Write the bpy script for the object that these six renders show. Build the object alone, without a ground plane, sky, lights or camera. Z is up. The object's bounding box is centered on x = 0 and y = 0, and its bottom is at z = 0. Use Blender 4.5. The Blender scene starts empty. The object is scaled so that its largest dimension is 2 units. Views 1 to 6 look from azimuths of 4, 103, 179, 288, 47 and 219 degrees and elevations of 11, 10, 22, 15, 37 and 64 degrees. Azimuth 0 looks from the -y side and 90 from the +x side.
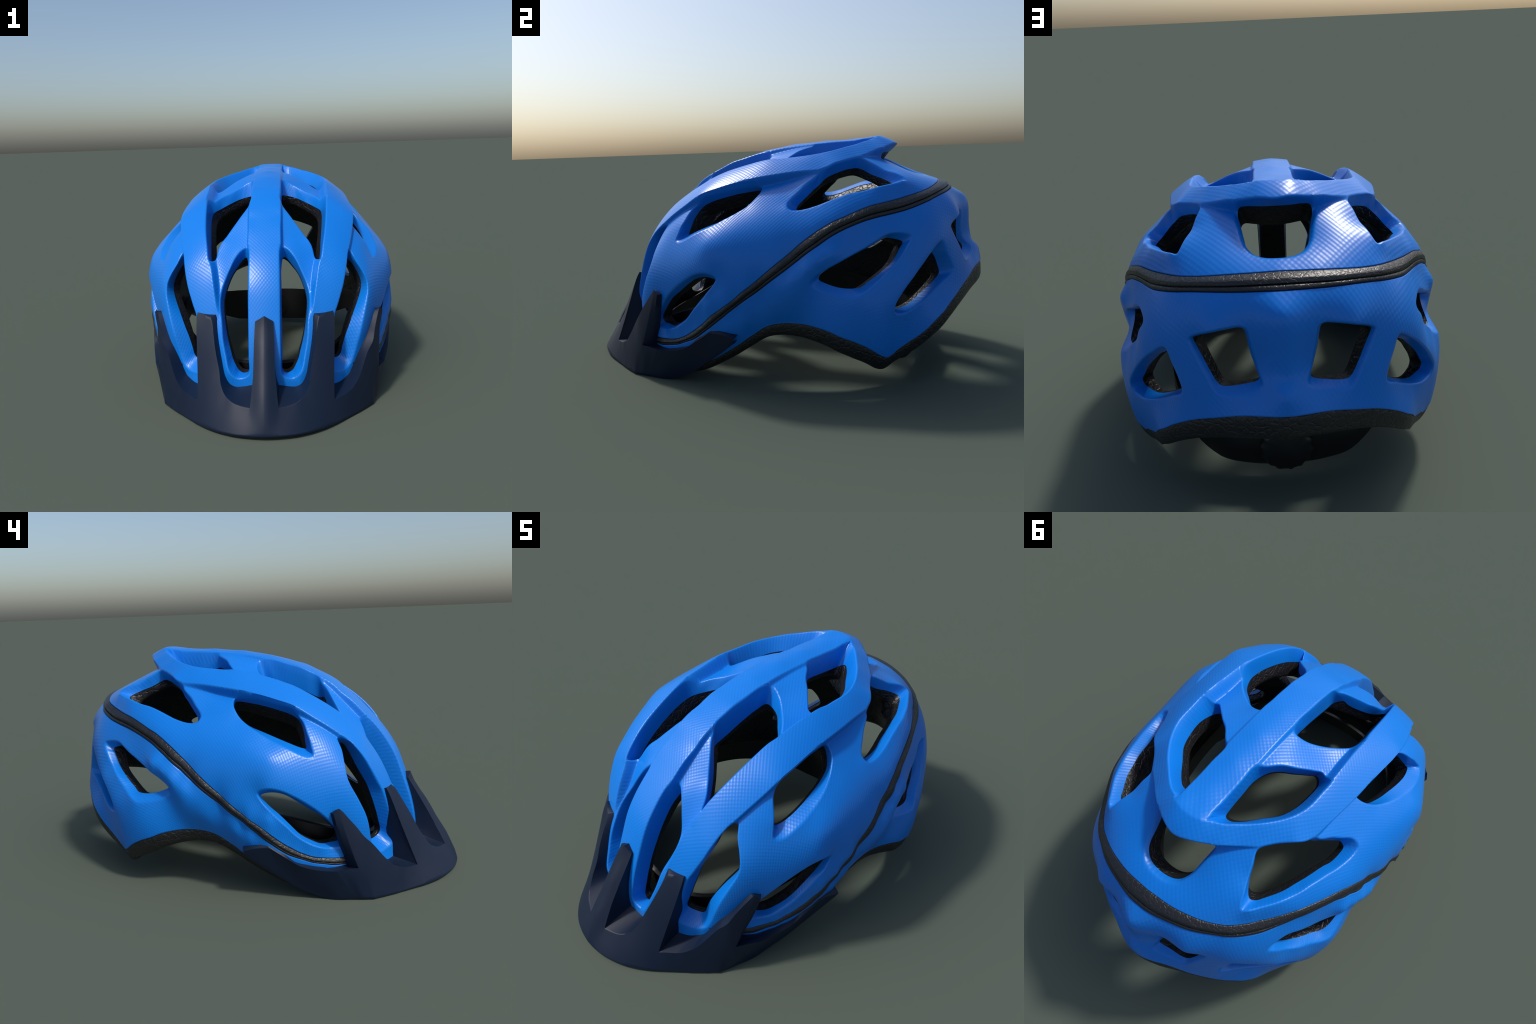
"""Blue bicycle helmet with a dark visor, black foam liner, rubber trim strip and retention band.

The outer skin is a radial surface r(direction) about one centre, interpolated through named guide
curves (rim, trim lines, lips of the vents); flat-topped ribs and a rear arch are raised out of it.
The vents are cut out of the skin; each has a rounded lip, a sloping blue wall and a foam wall.
The helmet is symmetric: every guide is given for x >= 0 and mirrored."""
import bpy, math
import numpy as np
from mathutils import Vector
from mathutils.geometry import delaunay_2d_cdt

CENTRE = np.array([0, .05, .35])

# ------------------------------------------------------------------ guide curves (metres, right half)
TRIM_UPPER = [(.40,-.60,.20),(.47,-.545,.195),(.522,-.471,.193),(.558,-.394,.204),(.584,-.334,.228),(.607,-.283,.261),(.628,-.228,.303),(.648,-.176,.351),
    (.657,-.11,.398),(.658,-.029,.463),(.645,.069,.541),(.632,.131,.591),(.61,.21,.657),(.589,.278,.707),(.561,.347,.747),
    (.542,.39,.763),(.52,.44,.784),(.491,.499,.805),(.44,.573,.818),(.399,.624,.828),(.36,.673,.84),(.313,.718,.852),(.245,.753,.863),(.12,.787,.879),(0,.795,.885)]
TRIM_LOWER = [(.40,-.60,.165),(.47,-.54,.16),(.53,-.46,.163),(.565,-.385,.18),(.59,-.33,.203),(.612,-.278,.227),(.63,-.23,.262),(.641,-.182,.299),(.641,-.13,.34),(.640,-.078,.381),
    (.638,.024,.454),(.631,.154,.552),(.617,.21,.595),(.599,.29,.652),(.571,.357,.695),(.534,.445,.733),(.497,.514,.752),
    (.46,.584,.765),(.425,.648,.779),(.382,.701,.795),(.33,.746,.81),(.298,.764,.817),(.15,.83,.837),(0,.855,.845)]
RIM = [(0,1.0,.492),(.09,.982,.485),(.184,.943,.462),(.295,.895,.424),(.37,.85,.376),(.415,.812,.332),(.446,.772,.296),
    (.469,.718,.247),(.497,.662,.213),(.524,.614,.185),(.533,.59,.164),(.548,.571,.157),(.575,.545,.172),(.60,.50,.208),(.618,.443,.24),(.627,.38,.265),(.626,.33,.287),(.614,.265,.303),(.604,.2,.312),
    (.602,.14,.313),(.603,.09,.306),(.603,.05,.292),(.593,-.015,.247),(.585,-.15,.155),(.56,-.3,.08),(.48,-.5,.05),(.34,-.68,.06),(.17,-.77,.08),(0,-.8,.085)]
REAR_LINE = [(0,.925,.80),(0,.94,.72),(0,.948,.632),(0,.955,.585),(0,.988,.563),(0,.996,.51)]
FRONT_EDGE = [(.162,-.784,.223),(.125,-.784,.195),(.1,-.786,.197),(.076,-.789,.214),(0,-.795,.2)]
FLANKS = {
 'rear_corner': [(.332,.637,.905),(.355,.63,.903),(.378,.598,.894),(.4,.569,.889),(.427,.529,.882),(.45,.479,.87),(.461,.453,.866),(.498,.336,.834),(.518,.257,.809),
    (.527,.172,.797),(.52,.147,.806),(.502,.142,.818),(.463,.185,.862),(.438,.216,.895),(.41,.261,.93),(.27,.44,1.0),(.28,.502,.972),(.298,.546,.942),(.304,.576,.938)],
 'shoulder': [(.533,-.36,.657),(.555,-.283,.688),(.553,-.22,.716),(.547,-.191,.728),(.542,-.158,.745),(.529,-.112,.768),(.49,-.04,.811),(.457,-.002,.852),(.43,.009,.872),
    (.509,-.358,.695),(.498,-.348,.726),(.483,-.333,.747),(.466,-.318,.775)],
 'brow': [(.408,-.473,.696),(.431,-.484,.663),(.453,-.497,.627),(.472,-.509,.591),(.485,-.526,.537),(.459,-.586,.371),(.443,-.6,.321),(.429,-.606,.29),(.414,-.612,.239),(.372,-.641,.18),(.317,-.677,.178)],
 'temple': [(.519,-.452,.24),(.556,-.409,.254),(.579,-.365,.276),(.599,-.321,.311),(.623,-.267,.371),(.636,-.217,.425),(.644,-.17,.48),(.644,-.154,.512)],
 'side': [(.476,.666,.658),(.491,.651,.634),(.512,.615,.576),(.549,.569,.53),(.573,.526,.485),(.603,.483,.457),(.622,.448,.436),(.632,.257,.494),(.622,.287,.53),(.612,.327,.555),(.594,.388,.588),(.559,.459,.622),(.523,.542,.669)],
 'rear_side': [(.382,.798,.64),(.472,.722,.558),(.512,.678,.501),(.543,.634,.442),(.563,.605,.388),(.553,.609,.357),(.525,.642,.352),(.453,.717,.39),(.408,.763,.427),(.375,.805,.461),(.334,.85,.501),(.342,.839,.542),(.36,.819,.589)],
 'rear_low': [(.277,.85,.692),(.257,.868,.649),(.236,.887,.608),(.093,.90,.607),(.107,.89,.657),(.229,.88,.725)],
 'rear_window': [(.097,.668,.925),(.107,.641,.936),(.122,.575,.972),(.015,.711,.91),(0,.72,.91)],
 'front_web': [(.087,-.518,.739),(.108,-.525,.732),(.137,-.544,.701),(.166,-.567,.645),(.194,-.593,.577)],
 'crown_web': [(.242,-.495,.708),(.21,-.456,.768),(.192,-.442,.782),(.168,-.416,.818),(.146,-.396,.845),(.113,-.366,.886),(.094,-.343,.91),(.106,-.012,1.019),(.135,-.017,1.001),(.204,-.059,.964),(.232,-.083,.954)],
 'bulge': [(.618,-.20,.658),(.631,-.15,.648),(.645,-.215,.55),(.651,-.195,.50),(.650,-.20,.392),(.60,-.08,.705),(.640,-.045,.33),(.642,-.11,.30),(.645,-.01,.385),(.640,.09,.395),(.652,.12,.465),(.655,.19,.52),(.649,.25,.56),(.636,.30,.59),(.618,.355,.617)],
 'rib_feet': [(.323,-.653,.453),(.31,-.675,.38),(.305,-.69,.30),(.213,-.688,.444),(.197,-.735,.34),(.185,-.758,.28),(.071,-.772,.323),(.072,-.754,.382)],
}
RIB_CENTRE = [(.071,-.80,.16),(.071,-.772,.323),(.073,-.722,.477),(.073,-.686,.572),(.073,-.634,.659),(.073,-.583,.723),(.076,-.545,.762),(.075,-.477,.831),(.076,-.42,.876),(.076,-.394,.902),
    (.075,-.355,.929),(.073,-.279,.968),(.074,-.214,.998),(.073,-.177,1.008),(.073,-.124,1.023),(.073,-.052,1.04),(.071,-.018,1.047),(.07,.085,1.062),(.07,.135,1.067),(.07,.234,1.074),(.07,.316,1.079),(.07,.391,1.082),(.072,.53,1.088)]
RIB_INNER = [(.15,-.80,.16),(.185,-.758,.28),(.197,-.735,.34),(.208,-.71,.4),(.213,-.688,.444),(.225,-.67,.494),(.23,-.657,.526),(.241,-.625,.595),(.254,-.582,.666),(.263,-.567,.692),(.277,-.507,.763),
    (.29,-.45,.811),(.3,-.367,.866),(.304,-.301,.904),(.309,-.238,.936),(.318,-.18,.957),(.319,-.092,.982),(.324,.03,1.008),(.323,.12,1.014)]
ARCH_INNER = [(.317,.219,1.023),(.285,.297,1.036),(.225,.377,1.056),(.2,.4,1.062),(.152,.444,1.075),(.131,.463,1.08),(.089,.485,1.09),(.063,.506,1.097),(.034,.515,1.1),(0,.517,1.101)]
RIB_OUTER = [(.29,-.72,.16),(.305,-.69,.30),(.31,-.675,.38),(.323,-.653,.453),(.367,-.599,.574),(.378,-.578,.614),(.391,-.529,.68),(.399,-.487,.718),(.414,-.43,.762),(.43,-.352,.813),(.441,-.277,.859),
    (.439,-.19,.889),(.431,-.071,.919),(.423,.059,.94),(.405,.195,.955),(.392,.273,.96)]
ARCH_OUTER = [(.378,.313,.971),(.298,.396,1.),(.268,.431,1.009),(.207,.484,1.027),(.167,.519,1.041),(.116,.555,1.05),(.04,.596,1.062),(0,.603,1.06)]

# ------------------------------------------------------------------ vents: lip on the skin, edge where blue ends and foam begins
VENTS = {
 'front_centre': ([(.075,-.56,.75),(.073,-.64,.65),(.073,-.70,.53),(.072,-.745,.40),(.072,-.775,.29),(.074,-.789,.215),(.095,-.787,.197),(.125,-.785,.192),(.148,-.785,.207),(.165,-.782,.232),
    (.178,-.762,.287),(.190,-.735,.352),(.196,-.703,.43),(.206,-.66,.495),(.206,-.63,.535),(.194,-.593,.577),(.166,-.567,.645),(.137,-.544,.701),(.108,-.525,.732),(.088,-.52,.742)],
   [(.078,-.545,.645),(.078,-.60,.565),(.078,-.645,.475),(.078,-.68,.39),(.078,-.71,.29),(.079,-.727,.205),(.10,-.729,.197),(.121,-.727,.207),(.138,-.725,.235),(.15,-.717,.26),
    (.157,-.709,.285),(.174,-.679,.345),(.187,-.645,.415),(.195,-.605,.48),(.194,-.575,.51),(.182,-.545,.555),(.158,-.52,.61),(.13,-.505,.65),(.105,-.495,.68),(.09,-.50,.69)]),
 'crown': ([(.075,-.305,.957),(.075,-.25,.983),(.075,-.15,1.015),(.075,-.05,1.04),(.09,-.012,1.02),(.135,-.017,1.001),(.204,-.059,.964),(.262,-.11,.945),(.305,-.165,.95),
    (.308,-.238,.936),(.304,-.301,.904),(.292,-.412,.834),(.277,-.507,.763),(.258,-.56,.69),(.225,-.475,.74),(.18,-.428,.80),(.13,-.38,.866),(.095,-.343,.91)],
   [(.078,-.315,.845),(.078,-.25,.873),(.078,-.17,.908),(.078,-.09,.935),(.083,-.035,.945),(.15,-.04,.93),(.21,-.085,.906),(.255,-.125,.885),(.28,-.18,.873),
    (.284,-.235,.855),(.281,-.30,.825),(.270,-.41,.755),(.262,-.48,.69),(.25,-.52,.65),(.215,-.455,.70),(.175,-.405,.755),(.13,-.365,.81),(.105,-.345,.85)]),
 'arch': ([(.073,.21,1.07),(.072,.30,1.078),(.072,.40,1.082),(.074,.47,1.088),(.10,.478,1.087),(.155,.442,1.075),(.225,.377,1.056),(.285,.297,1.036),(.316,.22,1.023),(.322,.13,1.013),
    (.308,.06,.985),(.265,.045,.97),(.239,.063,.985),(.186,.108,1.019),(.142,.14,1.041),(.1,.187,1.057)],
   [(.079,.24,.985),(.078,.31,.984),(.079,.38,.984),(.086,.417,.99),(.115,.425,1.005),(.15,.40,1.0),(.2,.34,.985),(.245,.285,.972),(.268,.225,.96),(.279,.15,.95),
    (.270,.07,.918),(.245,.046,.912),(.222,.065,.927),(.178,.108,.959),(.132,.147,.985),(.104,.185,.997)]),
 'brow': ([(.405,-.462,.715),(.395,-.505,.70),(.388,-.54,.665),(.377,-.578,.614),(.363,-.605,.56),(.343,-.632,.50),(.323,-.655,.45),(.309,-.677,.375),(.295,-.697,.287),(.290,-.70,.22),(.30,-.692,.190),
    (.335,-.666,.178),(.37,-.643,.179),(.393,-.626,.195),(.412,-.614,.24),(.429,-.607,.30),(.45,-.595,.375),(.474,-.56,.465),(.486,-.528,.53),(.482,-.514,.567),(.463,-.502,.612),(.43,-.485,.665)],
   [(.38,-.445,.68),(.352,-.472,.678),(.35,-.50,.64),(.346,-.53,.58),(.335,-.553,.535),(.322,-.575,.49),(.315,-.592,.445),(.302,-.615,.367),(.289,-.631,.297),(.279,-.637,.25),(.285,-.63,.233),
    (.315,-.61,.222),(.338,-.598,.225),(.35,-.592,.238),(.358,-.588,.27),(.375,-.58,.325),(.395,-.568,.375),(.42,-.54,.435),(.447,-.50,.495),(.459,-.472,.533),(.457,-.453,.567),(.425,-.435,.63)]),
 'temple': ([(.644,-.153,.512),(.646,-.163,.525),(.648,-.20,.537),(.635,-.25,.528),(.613,-.307,.497),(.590,-.363,.457),(.562,-.415,.408),(.525,-.467,.34),(.505,-.497,.285),(.503,-.495,.25),
    (.519,-.455,.24),(.556,-.41,.254),(.579,-.366,.276),(.600,-.319,.312),(.622,-.268,.369),(.636,-.216,.425),(.645,-.17,.48)],
   [(.614,-.16,.497),(.617,-.172,.506),(.613,-.212,.513),(.595,-.26,.50),(.577,-.308,.468),(.557,-.352,.433),(.53,-.403,.393),(.498,-.45,.335),(.478,-.48,.286),(.479,-.472,.264),
    (.49,-.44,.256),(.52,-.402,.258),(.545,-.364,.28),(.567,-.32,.312),(.585,-.285,.355),(.601,-.237,.41),(.61,-.187,.458)]),
 'shoulder': ([(.415,.008,.884),(.432,.009,.871),(.457,-.002,.852),(.49,-.04,.811),(.522,-.095,.778),(.542,-.158,.745),(.554,-.221,.715),(.556,-.282,.688),(.546,-.335,.66),(.534,-.362,.655),
    (.522,-.37,.66),(.508,-.36,.695),(.483,-.338,.745),(.446,-.31,.797),(.433,-.274,.834),(.432,-.193,.865),(.42,-.07,.889)],
   [(.386,.013,.866),(.392,.02,.855),(.418,.01,.833),(.45,-.02,.80),(.473,-.08,.77),(.487,-.145,.748),(.497,-.21,.725),(.499,-.262,.705),(.492,-.305,.687),(.484,-.325,.68),
    (.473,-.33,.678),(.452,-.322,.71),(.432,-.312,.745),(.405,-.288,.786),(.405,-.255,.812),(.407,-.188,.836),(.397,-.08,.86)]),
 'side': ([(.632,.257,.494),(.628,.266,.513),(.62,.295,.535),(.605,.355,.57),(.577,.425,.606),(.543,.497,.643),(.51,.56,.68),(.495,.595,.69),(.469,.668,.678),(.472,.669,.663),
    (.488,.655,.638),(.512,.616,.578),(.552,.565,.524),(.58,.515,.477),(.605,.478,.452),(.624,.44,.435),(.628,.37,.443),(.63,.312,.459)],
   [(.588,.287,.504),(.584,.292,.522),(.577,.32,.545),(.557,.382,.578),(.528,.447,.61),(.502,.51,.64),(.477,.556,.664),(.47,.572,.664),(.457,.624,.650),(.457,.63,.642),
    (.465,.62,.622),(.488,.585,.563),(.525,.53,.517),(.55,.482,.483),(.568,.457,.468),(.584,.42,.466),(.589,.369,.471),(.588,.32,.486)]),
 'rear_side': ([(.382,.798,.64),(.435,.757,.60),(.472,.722,.558),(.512,.678,.50),(.543,.634,.442),(.563,.606,.388),(.555,.607,.358),(.524,.642,.351),(.49,.68,.367),(.453,.717,.39),(.408,.763,.427),(.375,.805,.461),
    (.334,.85,.501),(.341,.839,.542),(.36,.819,.589)],
   [(.375,.745,.592),(.405,.72,.577),(.43,.695,.547),(.472,.651,.488),(.504,.607,.424),(.522,.575,.378),(.517,.578,.363),(.494,.605,.362),(.462,.64,.366),(.432,.67,.381),(.391,.713,.414),(.358,.757,.451),
    (.333,.787,.485),(.34,.778,.53),(.36,.762,.572)]),
 'rear_low': ([(.294,.842,.69),(.275,.852,.708),(.232,.878,.729),(.174,.885,.742),(.13,.888,.747),(.108,.892,.738),(.102,.893,.71),(.095,.892,.66),(.081,.9,.60),(.068,.925,.563),(.085,.93,.548),
    (.13,.925,.534),(.173,.92,.527),(.208,.91,.528),(.226,.902,.548),(.248,.886,.59),(.272,.864,.636),(.289,.848,.67)],
   [(.282,.826,.686),(.268,.835,.697),(.229,.86,.717),(.173,.866,.730),(.131,.869,.736),(.119,.871,.730),(.113,.873,.71),(.106,.873,.66),(.092,.88,.605),(.081,.904,.572),(.092,.904,.563),
    (.13,.898,.552),(.172,.894,.545),(.2,.888,.545),(.214,.882,.556),(.236,.868,.595),(.26,.846,.64),(.276,.832,.67)]),
 'rear_corner': ([(.392,.276,.953),(.412,.258,.928),(.438,.216,.895),(.463,.185,.862),(.495,.148,.825),(.515,.144,.808),(.529,.155,.797),(.529,.195,.792),(.517,.27,.81),(.498,.336,.834),(.478,.405,.857),
    (.455,.472,.868),(.428,.526,.881),(.385,.59,.893),(.355,.63,.902),(.334,.642,.901),(.306,.58,.937),(.28,.502,.972),(.266,.448,1.001),(.298,.398,.998),(.345,.347,.983),(.378,.312,.968)],
   [(.387,.265,.887),(.400,.247,.872),(.42,.222,.847),(.436,.20,.825),(.455,.178,.80),(.468,.176,.786),(.479,.182,.776),(.481,.215,.776),(.475,.27,.79),(.463,.303,.803),(.44,.388,.833),
    (.425,.429,.841),(.405,.485,.852),(.37,.545,.861),(.346,.58,.87),(.326,.588,.88),(.294,.548,.902),(.27,.488,.925),(.252,.435,.952),(.285,.388,.952),(.325,.34,.938),(.36,.293,.916)]),
}
# the rear window lies on the plane of symmetry: half contours from top middle to bottom middle
REAR_WINDOW = ([(0,.603,1.061),(.06,.585,1.061),(.10,.565,1.053),(.130,.548,1.043),(.143,.545,1.02),(.137,.56,.985),(.125,.60,.955),(.117,.645,.935),(.107,.675,.925),(.088,.705,.912),(.055,.725,.903),(0,.732,.90)],
   [(0,.565,1.024),(.055,.555,1.022),(.095,.54,1.02),(.122,.525,1.01),(.128,.53,.985),(.121,.553,.96),(.112,.60,.937),(.105,.645,.92),(.096,.668,.912),(.078,.69,.901),(.048,.705,.895),(0,.711,.893)])

# ------------------------------------------------------------------ small geometry helpers
M = np.array([-1., 1, 1])
def dom(P):
    """direction of a point from the centre, as a point of the plane (zenith angle as radius), and its distance"""
    d = np.asarray(P, float) - CENTRE; r = np.linalg.norm(d, axis=-1)
    th = np.arccos(np.clip(d[..., 2] / r, -1, 1)); h = np.hypot(d[..., 0], d[..., 1]) + 1e-12
    return np.stack([d[..., 0] / h * th, d[..., 1] / h * th], -1), r
def point(u, r):
    th = np.linalg.norm(u, axis=-1); s = np.sinc(th / np.pi)
    return CENTRE + np.stack([u[..., 0] * s, u[..., 1] * s, np.cos(th)], -1) * np.asarray(r)[..., None]
def spline(P, closed=False, n=8):
    """centripetal Catmull-Rom, n samples per span"""
    P = np.asarray(P, float); N = len(P); out = []
    for i in range(N if closed else N - 1):
        g = (lambda j: P[j % N]) if closed else (lambda j: P[j] if 0 <= j < N else (2 * P[0] - P[1] if j < 0 else 2 * P[-1] - P[-2]))
        p = [g(i - 1), g(i), g(i + 1), g(i + 2)]; t = [0.]
        for a, b in zip(p, p[1:]): t.append(t[-1] + max(np.linalg.norm(b - a), 1e-6) ** .5)
        for x in t[1] + (t[2] - t[1]) * np.arange(n) / n:
            a1 = p[0] + (p[1] - p[0]) * (x - t[0]) / (t[1] - t[0]); a2 = p[1] + (p[2] - p[1]) * (x - t[1]) / (t[2] - t[1]); a3 = p[2] + (p[3] - p[2]) * (x - t[2]) / (t[3] - t[2])
            b1 = a1 + (a2 - a1) * (x - t[0]) / (t[2] - t[0]); b2 = a2 + (a3 - a2) * (x - t[1]) / (t[3] - t[1])
            out.append(b1 + (b2 - b1) * (x - t[1]) / (t[2] - t[1]))
    if not closed: out.append(P[-1])
    return np.array(out)
def resample(P, n):
    s = np.r_[0, np.cumsum(np.linalg.norm(np.diff(P, axis=0), axis=1))]; t = np.linspace(0, s[-1], n)
    return np.stack([np.interp(t, s, P[:, k]) for k in range(P.shape[1])], 1)
class Radial:
    """thin-plate interpolation of the radius over the plane of directions, mirrored in x"""
    def __init__(s, P, smooth=1e-4, offset=0.):
        P = np.array(P, float); P = np.concatenate([P, P[P[:, 0] > 1e-6] * M]); s.u, r = dom(P); n = len(P)
        A = np.zeros((n + 3, n + 3)); A[:n, :n] = s.k(s.u) + smooth * np.eye(n); A[:n, n] = 1; A[:n, n + 1:] = s.u; A[n:, :n] = A[:n, n:].T
        s.w = np.linalg.lstsq(A, np.r_[r + offset, 0, 0, 0], rcond=None)[0]
    def k(s, a):
        d2 = ((a[:, None] - s.u[None]) ** 2).sum(2); return .5 * d2 * np.log(d2 + 1e-18)
    def __call__(s, u):
        u = np.asarray(u, float); v = u.reshape(-1, 2); n = len(s.u)
        return np.concatenate([s.k(v[i:i + 4000]) @ s.w[:n] + s.w[n] + v[i:i + 4000] @ s.w[n + 1:] for i in range(0, max(len(v), 1), 4000)]).reshape(u.shape[:-1])
def inside(p, poly):
    x, y = p[:, 0], p[:, 1]; c = np.zeros(len(p), bool)
    for a, b in zip(poly, np.roll(poly, 1, 0)):
        c ^= ((a[1] > y) != (b[1] > y)) & (x < (b[0] - a[0]) * (y - a[1]) / (b[1] - a[1] + 1e-15) + a[0])
    return c
def distance(p, line, closed=True):
    d = np.full(len(p), 9.)
    q = np.roll(line, -1, 0) if closed else line[1:]
    for a, b in zip(line, q):
        ab = b - a; t = np.clip((p - a) @ ab / (ab @ ab + 1e-18), 0, 1); e = p - a - t[:, None] * ab
        d = np.minimum(d, np.einsum('ij,ij->i', e, e))
    return np.sqrt(d)

# ------------------------------------------------------------------ the skin
flank_points = [p for k in FLANKS.values() for p in k]
LOWER = Radial(TRIM_UPPER[2:] + TRIM_LOWER[2:] + RIM + REAR_LINE + FRONT_EDGE + flank_points, 8e-4)
UPPER = Radial(RIB_CENTRE[1:-1] + RIB_INNER[1:] + RIB_OUTER[1:] + ARCH_INNER + ARCH_OUTER[:1] + [(.073,.50,1.092), (0,.473,1.096), (0,.40,1.091), (0,.25,1.086), (0,.1,1.075), (0,-.05,1.049)] + FRONT_EDGE + RIM[-5:] + FLANKS['brow'][-2:], 1e-5)
HEAD = Radial(TRIM_UPPER[2::2] + RIM[::2] + REAR_LINE[:4] + flank_points[::3], .05, -.10)
side_rib = np.concatenate([spline(dom(RIB_INNER + ARCH_INNER)[0], n=4), spline(dom(RIB_OUTER + ARCH_OUTER)[0], n=4)[::-1]])
half = spline(dom(RIB_CENTRE)[0], n=4); centre_rib = np.concatenate([half, half[::-1] * [-1, 1]])
ARCH_FACE = Radial(RIB_INNER[-2:] + ARCH_INNER + RIB_OUTER[-2:] + ARCH_OUTER, 1e-5)     # rear face of the arch, creased along its inner edge
half = np.concatenate([spline(dom(ARCH_INNER)[0], n=4), spline(dom(ARCH_OUTER)[0], n=4)[::-1]])
arch_outer = spline(dom(ARCH_OUTER)[0], n=4)
arch_end = dom([ARCH_INNER[0], ARCH_OUTER[0]])[0]
def upper(v):
    r = UPPER(v); q = v * [1, 1]; i = inside(q, half) | ((distance(q, half) < .05) & (distance(q, arch_outer, False) < .05))
    if i.any(): w = np.clip(distance(q[i], arch_end, False) / .10, 0, 1); r[i] += (ARCH_FACE(q[i]) - r[i]) * w * w * (3 - 2 * w)
    return r
STEP = .021
def skin(u):
    """radius of the outer surface: ribs and arch raised on the lower skin, with a short steep step beside them"""
    u = np.asarray(u, float); v = u.reshape(-1, 2).copy(); v[:, 0] = np.abs(v[:, 0])
    low = LOWER(v); d = np.minimum(distance(v, side_rib), distance(v, centre_rib))
    d[inside(v, side_rib) | inside(v, centre_rib)] = 0
    near = d < STEP; up = low.copy(); up[near] = np.maximum(upper(v[near]), low[near])
    w = np.clip(1 - d / STEP, 0, 1); w = w * w * (3 - 2 * w)
    return (low + (up - low) * w).reshape(u.shape[:-1])

def smooth_mesh(name, V, F, mats, parent, mat_index=None, sharp=None):
    me = bpy.data.meshes.new(name); me.from_pydata([tuple(v) for v in V], [], [tuple(int(i) for i in f) for f in F]); me.validate(); me.update()
    for m in mats: me.materials.append(m)
    me.polygons.foreach_set('use_smooth', [True] * len(me.polygons))
    ob = bpy.data.objects.new(name, me); bpy.context.scene.collection.objects.link(ob); ob.parent = parent
    if sharp: me.set_sharp_from_angle(angle=math.radians(sharp))
    return ob
def loop_faces(a, b, closed=True):
    n = len(a); return [(a[i], a[(i + 1) % n], b[(i + 1) % n], b[i]) for i in range(n if closed else n - 1)]
def outward(P):
    """unit vectors that point away from the inside of a closed loop, along the skin"""
    u = dom(P)[0]; t = np.roll(P, -1, 0) - np.roll(P, 1, 0); r = P - CENTRE; r = r / np.linalg.norm(r, axis=1)[:, None]
    o = np.cross(t, r); o /= np.linalg.norm(o, axis=1)[:, None] + 1e-12
    area = (u[:, 0] * np.roll(u[:, 1], -1) - np.roll(u[:, 0], -1) * u[:, 1]).sum()
    return o if area > 0 else -o

# all vents as closed loops (lip, edge), both sides
loops = []
for name, (lip, edge) in VENTS.items():
    a, b = spline(lip, True), spline(edge, True)
    loops += [(name, a, b), (name, a * M, b * M)]
lip, edge = [[*h, *[(-x, y, z) for x, y, z in h[-2:0:-1]]] for h in REAR_WINDOW]
loops.append(('rear_window', spline(lip, True), spline(edge, True)))

def mirror_line(h): return [*h, *[(-x, y, z) for x, y, z in h[-2::-1]]]
trim_up, trim_low = spline(mirror_line(TRIM_UPPER), n=7), spline(mirror_line(TRIM_LOWER), n=7)
trim_up, trim_low = resample(trim_up, 360), resample(trim_low, 360)
trim_loop = np.concatenate([trim_up, trim_low[::-1]])
rim = resample(spline(mirror_line(RIM), n=8), 520)[:-1]
rim_line = spline([*RIM[::-1], *[(-x, y, z) for x, y, z in RIM[1:-1]]], True, 8)

def triangulate(bound, holes, radius, keep_dense=None, coarse=.013, fine=.0052):
    """plane triangulation inside the bound and outside the holes; returns points, faces and the ids of each loop's points"""
    g = np.arange(-2.15, 2.15, coarse); X, Y = np.meshgrid(g, g); X = X + (np.arange(len(g)) % 2)[:, None] * coarse / 2; P = np.stack([X.ravel(), Y.ravel()], 1)
    rngs = np.random.RandomState(3); P = P + rngs.uniform(-.1, .1, P.shape) * coarse
    rad = np.linalg.norm(bound, axis=1).max(); P = P[np.linalg.norm(P, axis=1) < rad]
    if keep_dense is not None:
        g = np.arange(-1.9, 1.9, fine); X, Y = np.meshgrid(g, g); X = X + (np.arange(len(g)) % 2)[:, None] * fine / 2; Q = np.stack([X.ravel(), Y.ravel()], 1)
        Q = Q[np.linalg.norm(Q, axis=1) < 1.75]; Q = Q[keep_dense(Q)]; P = np.concatenate([P[~keep_dense(P)], Q])
    ok = inside(P, bound) & (distance(P, bound) > .5 * coarse)
    for h in holes:
        lo, hi = h.min(0) - .02, h.max(0) + .02
        b = np.where(ok & (P > lo).all(1) & (P < hi).all(1))[0]
        ok[b] &= ~inside(P[b], h) & (distance(P[b], h) > .0045)
    P = P[ok]; V = [*P]; E = []; ids = []
    for L in [bound, *holes]:
        s = len(V); V += [*L]; ids.append(np.arange(s, s + len(L))); E += [(s + i, s + (i + 1) % len(L)) for i in range(len(L))]
    v, e, f, ov, oe, of = delaunay_2d_cdt([Vector((float(x), float(y))) for x, y in V], E, [], 0, 1e-7)
    back = {}
    for i, src in enumerate(ov):
        for j in src: back[j] = i
    v = np.array([(p.x, p.y) for p in v]); f = np.array([t for t in f if len(t) == 3]); c = v[f].mean(1)
    ok = inside(c, bound)
    for h in holes: ok &= ~inside(c, h)
    return v, f[ok], [np.array([back[j] for j in L]) for L in ids]

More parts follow.
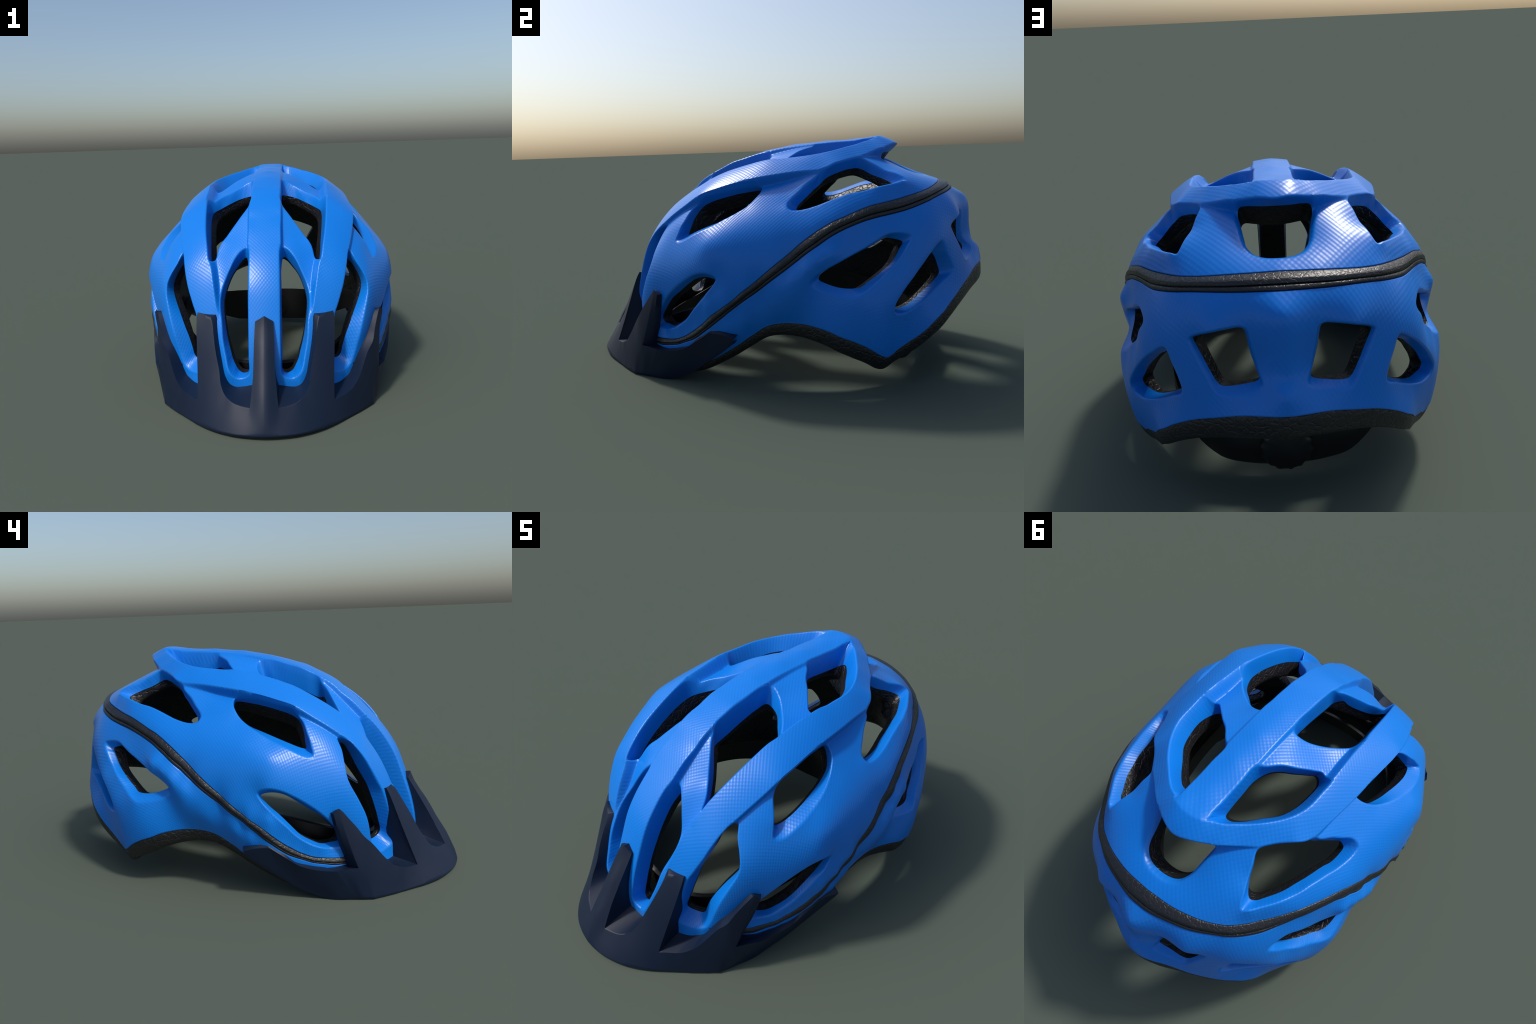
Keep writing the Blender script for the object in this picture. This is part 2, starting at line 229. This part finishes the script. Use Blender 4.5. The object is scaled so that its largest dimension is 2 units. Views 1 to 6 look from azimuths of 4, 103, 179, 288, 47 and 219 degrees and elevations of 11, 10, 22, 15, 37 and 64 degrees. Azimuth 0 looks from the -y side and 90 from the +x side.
# ------------------------------------------------------------------ materials
def new_mat(name):
    m = bpy.data.materials.new(name); m.use_nodes = True; t = m.node_tree; return m, t.nodes, t.links, t.nodes['Principled BSDF']
def math_node(N, L, op, a, b=None):
    n = N.new('ShaderNodeMath'); n.operation = op
    for i, x in enumerate((a, b)):
        if x is None: continue
        if isinstance(x, (int, float)): n.inputs[i].default_value = x
        else: L.new(x, n.inputs[i])
    return n.outputs[0]
def shell_blue():
    m, N, L, B = new_mat('blue_weave_plastic')
    B.inputs['Base Color'].default_value = (.0035, .168, .63, 1); B.inputs['Roughness'].default_value = .33; B.inputs['Specular IOR Level'].default_value = .36
    co = N.new('ShaderNodeTexCoord'); off = N.new('ShaderNodeVectorMath'); off.operation = 'SUBTRACT'; L.new(co.outputs['Object'], off.inputs[0]); off.inputs[1].default_value = CENTRE
    nrm = N.new('ShaderNodeVectorMath'); nrm.operation = 'NORMALIZE'; L.new(off.outputs[0], nrm.inputs[0]); sp = N.new('ShaderNodeSeparateXYZ'); L.new(nrm.outputs[0], sp.inputs[0])
    x, y, z = sp.outputs
    th = math_node(N, L, 'ARCCOSINE', z); h = math_node(N, L, 'SQRT', math_node(N, L, 'ADD', math_node(N, L, 'MULTIPLY', x, x), math_node(N, L, 'ADD', math_node(N, L, 'MULTIPLY', y, y), 1e-6)))
    k = math_node(N, L, 'DIVIDE', th, h); X = math_node(N, L, 'MULTIPLY', x, k); Y = math_node(N, L, 'MULTIPLY', y, k)
    f = 2 * math.pi / .0275
    s1 = math_node(N, L, 'SINE', math_node(N, L, 'MULTIPLY', X, f))
    s2 = math_node(N, L, 'SINE', math_node(N, L, 'MULTIPLY', Y, f))
    hgt = math_node(N, L, 'MULTIPLY', s1, s2)
    bump = N.new('ShaderNodeBump'); bump.inputs['Strength'].default_value = .15; bump.inputs['Distance'].default_value = .0016; L.new(hgt, bump.inputs['Height']); L.new(bump.outputs[0], B.inputs['Normal'])
    return m
def visor_navy():
    m, N, L, B = new_mat('navy_satin_plastic')
    B.inputs['Base Color'].default_value = (.0038, .0108, .030, 1); B.inputs['Roughness'].default_value = .5; B.inputs['Specular IOR Level'].default_value = .3
    co = N.new('ShaderNodeTexCoord'); n = N.new('ShaderNodeTexNoise'); n.inputs['Scale'].default_value = 380; n.inputs['Detail'].default_value = 2; L.new(co.outputs['Object'], n.inputs['Vector'])
    bump = N.new('ShaderNodeBump'); bump.inputs['Strength'].default_value = .05; bump.inputs['Distance'].default_value = .001; L.new(n.outputs[0], bump.inputs['Height']); L.new(bump.outputs[0], B.inputs['Normal'])
    return m
def foam_black(name, col, rough, scale, depth):
    """moulded bead foam: flattened beads with seams, fine creases"""
    m, N, L, B = new_mat(name)
    B.inputs['Base Color'].default_value = (*col, 1); B.inputs['Roughness'].default_value = rough
    co = N.new('ShaderNodeTexCoord'); w = N.new('ShaderNodeTexNoise'); w.inputs['Scale'].default_value = 45; L.new(co.outputs['Object'], w.inputs['Vector'])
    mix = N.new('ShaderNodeVectorMath'); mix.operation = 'MULTIPLY_ADD'; L.new(w.outputs['Color'], mix.inputs[0]); mix.inputs[1].default_value = (.02,) * 3; L.new(co.outputs['Object'], mix.inputs[2])
    v = N.new('ShaderNodeTexVoronoi'); v.feature = 'DISTANCE_TO_EDGE'; v.inputs['Scale'].default_value = scale; L.new(mix.outputs[0], v.inputs['Vector'])
    cap = math_node(N, L, 'MINIMUM', v.outputs['Distance'], .12)
    n = N.new('ShaderNodeTexNoise'); n.inputs['Scale'].default_value = 120; n.inputs['Detail'].default_value = 4; L.new(co.outputs['Object'], n.inputs['Vector'])
    hgt = math_node(N, L, 'ADD', math_node(N, L, 'MULTIPLY', cap, 6.), math_node(N, L, 'MULTIPLY', n.outputs[0], .7))
    bump = N.new('ShaderNodeBump'); bump.inputs['Strength'].default_value = .6; bump.inputs['Distance'].default_value = depth; L.new(hgt, bump.inputs['Height']); L.new(bump.outputs[0], B.inputs['Normal'])
    return m
def plain(name, col, rough):
    m, N, L, B = new_mat(name); B.inputs['Base Color'].default_value = (*col, 1); B.inputs['Roughness'].default_value = rough; return m
BLUE, NAVY = shell_blue(), visor_navy()
FOAM = foam_black('black_bead_foam', (.0095, .0095, .0105), .42, 34, .004)
TRIM = foam_black('black_trim_rubber', (.010, .0105, .0125), .40, 48, .0016)
BAND = plain('black_nylon', (.008, .008, .009), .38)

helmet = bpy.data.objects.new('bicycle_helmet', None); bpy.context.scene.collection.objects.link(helmet)
helmet['label'] = 'bright blue vented bicycle helmet with dark navy visor'; helmet['category'] = 'bicycle helmet'

# ------------------------------------------------------------------ shell
FILLET = .0065
cuts = []
for name, lip, edge in loops:
    cuts.append((lip, edge, FILLET))
deep = CENTRE + (trim_loop - CENTRE) * (1 - .016 / np.linalg.norm(trim_loop - CENTRE, axis=1))[:, None]
cuts.append((trim_loop, deep, .004))
hole_loops, corners = [], []
for lip, edge, f in cuts:
    u = dom(lip)[0]; r = skin(u); P = point(u, r); corners.append(P)
    q = dom(P + f * outward(P))[0]; hole_loops.append(q)
bound = dom(rim_line)[0] * (1 - .004)
def dense(q):
    v = q * 1.; v[:, 0] = np.abs(v[:, 0]); d = np.minimum(distance(v, side_rib), distance(v, centre_rib)); return d < STEP + .008
U, F, ids = triangulate(bound, hole_loops, 0, dense)
V = [*point(U, skin(U))]; F = [*map(tuple, F)]
def add_ring(P):
    s = len(V); V.extend(P); return np.arange(s, s + len(P))
for (lip, edge, f), P, idx in zip(cuts, corners, ids[1:]):
    top = np.array([V[i] for i in idx]); d = edge - P; ln = np.linalg.norm(d, axis=1)[:, None]
    wall = P + d * np.minimum(.009 / ln, .45); last = idx
    for t in (.33, .66, 1.):
        ring = add_ring((1 - t) ** 2 * top + 2 * t * (1 - t) * P + t * t * wall); F += loop_faces(last, ring); last = ring
    for t in (.33, .66, .93, 1.):
        ring = add_ring(wall + (edge - wall) * t); F += loop_faces(last, ring); last = ring
    back = add_ring(edge + .012 * outward(edge)); F += loop_faces(last, back)
rim_top = np.array([V[i] for i in ids[0]])
ru, rr = dom(rim_top)
last = ids[0]
for a, b in ((.004, -.001), (.0055, -.004), (.0055, -.014)):
    ring = add_ring(point(ru * (1 + a / rr / np.linalg.norm(ru, axis=1))[:, None], rr + b)); F += loop_faces(last, ring); last = ring
shell = smooth_mesh('shell', V, F, [BLUE], helmet, sharp=48)

# ------------------------------------------------------------------ trim strip: rubber moulding with a ridge and a groove
PROFILE = [(-.01, -.018), (.0, -.006), (.02, -.001), (.07, .0015), (.25, .006), (.40, .0105), (.44, .0105), (.55, .0085), (.64, .0065), (.675, .003), (.69, -.003), (.71, -.003), (.725, .003), (.76, .0045), (.9, .004), (.97, .0005), (1., -.006), (1.01, -.018)]
V, F, last = [], [], None
for w, h in PROFILE:
    P = trim_up + (trim_low - trim_up) * w; u = dom(P)[0]; width = np.clip(np.linalg.norm(trim_up - trim_low, axis=1) / .06, .55, 1.1)
    ring = add_ring(point(u, LOWER(u * [1, 1]) + h * np.where(h > 0, width, 1)))
    if last is not None: F += loop_faces(last, ring, False)
    last = ring
smooth_mesh('trim_strip', V, F, [TRIM], helmet, sharp=50)

# ------------------------------------------------------------------ foam liner: vent walls, rolled rim, inner surface
V, F, inner = [], [], []
for name, lip, edge in loops:
    E = edge + .0025 * outward(edge); u, r = dom(E); ri = np.minimum(HEAD(u), r - .028)
    n = len(E); ri = np.mean([np.roll(ri, k) for k in range(-4, 5)], 0)
    o = outward(E); last = add_ring(E)
    for t, k in ((.12, 0), (.5, .001), (.8, .002), (.93, .004)):
        P = point(u, r + (ri - r) * t) + k * o; ring = add_ring(P); F += loop_faces(last, ring); last = ring
    P = point(u, ri) + .010 * o; ring = add_ring(P); F += loop_faces(last, ring); inner.append((dom(P)[0], ring))
ru, rr = dom(rim_line); rl = np.linalg.norm(ru, axis=1)
az = np.abs(np.degrees(np.arctan2(rim_line[:, 0], -rim_line[:, 1])))
H = np.interp(az, [0, 40, 70, 95, 108, 126, 137, 150, 180], [.045, .045, .048, .062, .072, .086, .074, .082, .092])
last = None
for a, b in ((-.012, -.012), (.0, -.0065), (.008, -.003), (.022, -.003), (-.026, -.0055), (-.010, -.010), (-.002, -.020), (.0, -.035), (-.004, -.058), (-.012, -.072), (-.03, -.085)):
    first = last is None; down = np.where(np.full(len(H), (a < 0 and not first) or b < -.03), H + a, a)
    ring = add_ring(point(ru * (1 + down / rr / rl)[:, None], rr + b)); 
    if last is not None: F += loop_faces(last, ring)
    last = ring
rim_in = last
P = np.array([V[i] for i in rim_in]); bu, br = dom(P)
U, G, ids = triangulate(bu, [q for q, _ in inner], 0, None, .03)
radius = HEAD(U); fixed = np.full(len(U), -1)
d = distance(U, bu); w = np.clip(d / .12, 0, 1); radius = radius * w + np.interp(np.arctan2(U[:, 0], U[:, 1]), *[z[np.argsort(np.arctan2(bu[:, 0], bu[:, 1]))] for z in (np.arctan2(bu[:, 0], bu[:, 1]), br)]) * (1 - w)
for loop, ring in zip(ids, [rim_in, *[r for _, r in inner]]): fixed[loop] = ring
s = len(V); V += [*point(U, radius)]
remap = np.where(fixed >= 0, fixed, np.arange(s, s + len(U))); F += [tuple(remap[list(f)][::-1]) for f in G]
smooth_mesh('foam_liner', V, F, [FOAM], helmet, sharp=60)

# ------------------------------------------------------------------ visor: face with five fins, scoops between them, side arms
# stations along the face: foot on the lower edge, upper edge of the face, where its wall meets the helmet; * = corner
VISOR = [
 ('*', (0,-1.0,.022), (0,-.757,.469), (0,-.738,.467)), ('*', (.03,-.998,.022), (.041,-.748,.445), (.04,-.735,.443)), ('', (.05,-.996,.022), (.045,-.80,.36), (.042,-.752,.365)),
 ('', (.062,-.994,.022), (.047,-.862,.255), (.044,-.775,.26)), ('', (.075,-.992,.022), (.055,-.908,.172), (.05,-.785,.20)), ('*', (.085,-.99,.022), (.06,-.936,.118), (.06,-.79,.165)),
 ('', (.11,-.984,.021), (.101,-.921,.121), (.10,-.787,.155)), ('', (.14,-.974,.02), (.143,-.902,.131), (.135,-.784,.152)), ('', (.165,-.963,.02), (.175,-.872,.151), (.16,-.778,.165)),
 ('', (.185,-.953,.019), (.194,-.845,.187), (.178,-.766,.20)), ('', (.20,-.944,.018), (.203,-.812,.24), (.19,-.742,.26)), ('', (.215,-.935,.018), (.222,-.772,.322), (.203,-.715,.34)),
 ('', (.225,-.928,.017), (.24,-.712,.43), (.217,-.686,.44)), ('*', (.235,-.921,.017), (.247,-.70,.452), (.225,-.68,.46)), ('', (.26,-.902,.016), (.28,-.681,.462), (.27,-.665,.46)),
 ('*', (.285,-.88,.015), (.312,-.664,.468), (.305,-.652,.462)), ('', (.295,-.87,.014), (.316,-.68,.44), (.308,-.66,.437)), ('', (.303,-.862,.014), (.311,-.728,.32), (.302,-.683,.32)),
 ('', (.31,-.855,.013), (.304,-.775,.205), (.294,-.698,.21)), ('*', (.317,-.848,.013), (.304,-.817,.10), (.295,-.70,.13)), ('', (.335,-.828,.012), (.335,-.79,.105), (.32,-.682,.125)),
 ('', (.36,-.80,.01), (.364,-.763,.109), (.345,-.662,.13)), ('', (.385,-.772,.008), (.388,-.743,.12), (.37,-.645,.14)), ('', (.405,-.75,.008), (.408,-.718,.134), (.385,-.632,.15)),
 ('', (.42,-.735,.008), (.424,-.699,.153), (.40,-.62,.175)), ('', (.435,-.718,.008), (.444,-.67,.19), (.42,-.608,.215)), ('', (.45,-.70,.008), (.473,-.625,.255), (.445,-.59,.265)),
 ('', (.465,-.683,.008), (.502,-.592,.297), (.463,-.57,.30)), ('', (.475,-.67,.008), (.515,-.557,.347), (.485,-.535,.35)), ('', (.483,-.66,.009), (.542,-.495,.424), (.52,-.485,.425)),
 ('*', (.488,-.654,.009), (.548,-.486,.436), (.563,-.466,.415)), ('', (.492,-.649,.009), (.5455,-.50,.38), (.557,-.475,.375)), ('', (.495,-.646,.009), (.54,-.53,.28), (.54,-.492,.29)),
 ('', (.498,-.643,.009), (.535,-.56,.19), (.52,-.513,.21)), ('*', (.5,-.641,.01), (.533,-.572,.16), (.51,-.53,.15)), ('', (.512,-.598,.013), (.55,-.53,.158), (.53,-.485,.15)),
 ('*', (.525,-.55,.016), (.572,-.481,.153), (.545,-.44,.15)), ('', (.54,-.48,.012), (.585,-.43,.155), (.565,-.40,.16)), ('', (.545,-.42,.017), (.60,-.375,.165), (.585,-.35,.175)),
 ('', (.558,-.365,.038), (.613,-.325,.182), (.6,-.30,.195)), ('', (.578,-.30,.073), (.629,-.253,.229), (.615,-.25,.245)), ('*', (.6,-.235,.122), (.640,-.195,.268), (.632,-.187,.282)),
 ('', (.625,-.155,.18), (.650,-.13,.262), (.64,-.12,.27)), ('*', (.65,-.085,.236), (.656,-.08,.247), (.63,-.072,.256))]
foot, edge, back = [], [], []
marks = [i for i, s in enumerate(VISOR) if s[0]]
for a, b in zip(marks, marks[1:]):
    for k, out in enumerate((foot, edge, back)):
        P = spline([s[k + 1] for s in VISOR[a:b + 1]], n=5); keep = np.ones(len(P), bool)
        if b - a == 1: P = np.array([P[0] + (P[-1] - P[0]) * t for t in np.linspace(0, 1, 6)])
        P = np.concatenate([P[:1], P[:1] + (P[1:2] - P[:1]) * .2, P[1:-1], P[-1:] + (P[-2:-1] - P[-1:]) * .2])   # tight rows hold the corners
        out += [*P]
for out, k in ((foot, 1), (edge, 2), (back, 3)): out.append(np.array(VISOR[-1][k], float))
foot, edge, back = map(np.array, (foot, edge, back))
n = len(foot); V, F = [], []
class Face:
    """smooth face of the visor: distance from an upright axis over (bearing, height), through the stations"""
    def __init__(s, P):
        P = np.concatenate([P, P[P[:, 0] > 1e-4] * M]); s.q, r = s.at(P); K = s.k(s.q) + 2e-4 * np.eye(len(P)); A = np.zeros((len(P) + 3,) * 2); m = len(P)
        A[:m, :m] = K; A[:m, m] = 1; A[:m, m + 1:] = s.q; A[m:, :m] = A[:m, m:].T; s.w = np.linalg.lstsq(A, np.r_[r, 0, 0, 0], rcond=None)[0]
    def at(s, P): return np.stack([np.arctan2(P[:, 0], -P[:, 1] - .25), P[:, 2]], 1), np.hypot(P[:, 0], P[:, 1] + .25)
    def k(s, a): d2 = ((a[:, None] - s.q[None]) ** 2).sum(2); return d2 * np.log(d2 + 1e-18)
    def __call__(s, q):
        m = len(s.q); r = s.k(q) @ s.w[:m] + s.w[m] + q @ s.w[m + 1:]; return np.stack([r * np.sin(q[:, 0]), -.25 - r * np.cos(q[:, 0]), q[:, 1]], 1)
corner = [i for i, v in enumerate(VISOR) if v[0]].index(34)
nf = sum((b - a) * 5 + 3 if b - a > 1 else 8 for a, b in zip(marks[:corner], marks[1:corner + 1]))
face = Face(np.concatenate([foot[:nf:3], edge[:nf:2], np.array([(0,-.849,.314), (0,-.937,.168), (0,-.985,.07)])]))
qf, qe = face.at(foot)[0], face.at(edge)[0]
blend = np.clip((nf + 2 - np.arange(n)) / 4., 0, 1)[:, None]
def face_row(t):
    return face(qf + (qe - qf) * t) * blend + (foot + (edge - foot) * t) * (1 - blend)
foot_row, edge = face_row(0.), face_row(1.)
low = foot.copy(); low[:, 2] = np.maximum(foot[:, 2] - .013, 0.0); low[:, :2] *= .993
under = low * [.96, .94, 1]; under[:, 2] += .004
rows = [under * [.95, .93, 1] + [0, 0, .02], under, low + (foot_row - low) * .05, low + (foot_row - low) * .6 + np.array([0, -.002, 0]), foot_row]
for t in (.03, .1, .2, .3, .4, .5, .6, .7, .8, .9, .97, 1.): rows.append(face_row(t))
wd = back - edge; wl = np.linalg.norm(wd, axis=1)[:, None] + 1e-9
rows.append(edge + wd * np.minimum(.004 / wl, .3))
for t in (.35, .7, 1.): rows.append(edge + wd * t)
rows.append(back + (CENTRE - back) * .035)
for s in (1, -1):
    last = None
    for r in rows:
        ring = add_ring(r * [s, 1, 1])
        if last is not None: F += [f[::s] for f in loop_faces(last, ring, False)]
        last = ring
    # end cap of the arm
tip = [i for i in range(len(V))]
import bmesh
visor = smooth_mesh('visor', V, F, [NAVY], helmet)
bm = bmesh.new(); bm.from_mesh(visor.data); bmesh.ops.remove_doubles(bm, verts=bm.verts, dist=1e-5)
bmesh.ops.dissolve_degenerate(bm, edges=bm.edges, dist=1e-6)
ends = [e for e in bm.edges if e.is_boundary and all(abs(v.co.x) > .55 and v.co.y > -.12 for v in e.verts)]
bmesh.ops.holes_fill(bm, edges=ends, sides=0); bmesh.ops.recalc_face_normals(bm, faces=bm.faces)
for f in bm.faces: f.smooth = True
bm.to_mesh(visor.data); bm.free(); visor.data.set_sharp_from_angle(angle=math.radians(60))

# ------------------------------------------------------------------ retention band inside, with its tightening dial
def sweep(name, path, height, thick, parent, closed=True, n=6):
    P = spline(path, closed, n); h = np.interp(np.arange(len(P)), np.linspace(0, len(P), len(height)), height)
    c = P.mean(0); o = (P - c) * [1, 1, 0]; o /= np.linalg.norm(o, axis=1)[:, None]
    V, F, rings = [], [], []
    for a, b in ((0, -.5), (.5, -.48), (1, -.42), (1, 0), (1, .42), (.5, .48), (0, .5), (-0., .2), (0, -.2)):
        s = len(V); V += [*(P + o * thick * a + np.stack([0 * h, 0 * h, h * b], 1))]; rings.append(np.arange(s, s + len(P)))
    for a, b in zip(rings, rings[1:] + rings[:1]): F += loop_faces(a, b, closed)
    return smooth_mesh(name, V, F, [BAND], parent, sharp=50)
half_path = [(0,-.60,.16),(.22,-.56,.175),(.38,-.42,.24),(.45,-.22,.30),(.465,0,.32),(.45,.25,.28),(.38,.50,.20),(.25,.625,.15),(.12,.662,.142),(0,.67,.142)]
path = half_path + [(-x, y, z) for x, y, z in half_path[-2:0:-1]]
hh = [.09,.09,.10,.11,.11,.12,.15,.2,.21,.21]; hh = hh + hh[-2:0:-1] + [.09]
band = sweep('retention_band', path, hh, .018, helmet)
V, F, last = [], [], None
for r, y in ((0, .718), (.080, .718), (.092, .712), (.098, .70), (.098, .675), (.085, .665)):
    a = np.linspace(0, 2 * np.pi, 72, endpoint=False); k = r * (1 + (.025 * np.sign(np.sin(a * 14)) if .09 < r else 0 * a))
    ring = add_ring(np.stack([k * np.cos(a), np.full(72, y), .132 + k * np.sin(a)], 1))
    if last is not None: F += loop_faces(last, ring)
    last = ring
smooth_mesh('dial', V, F, [BAND], band, sharp=40)
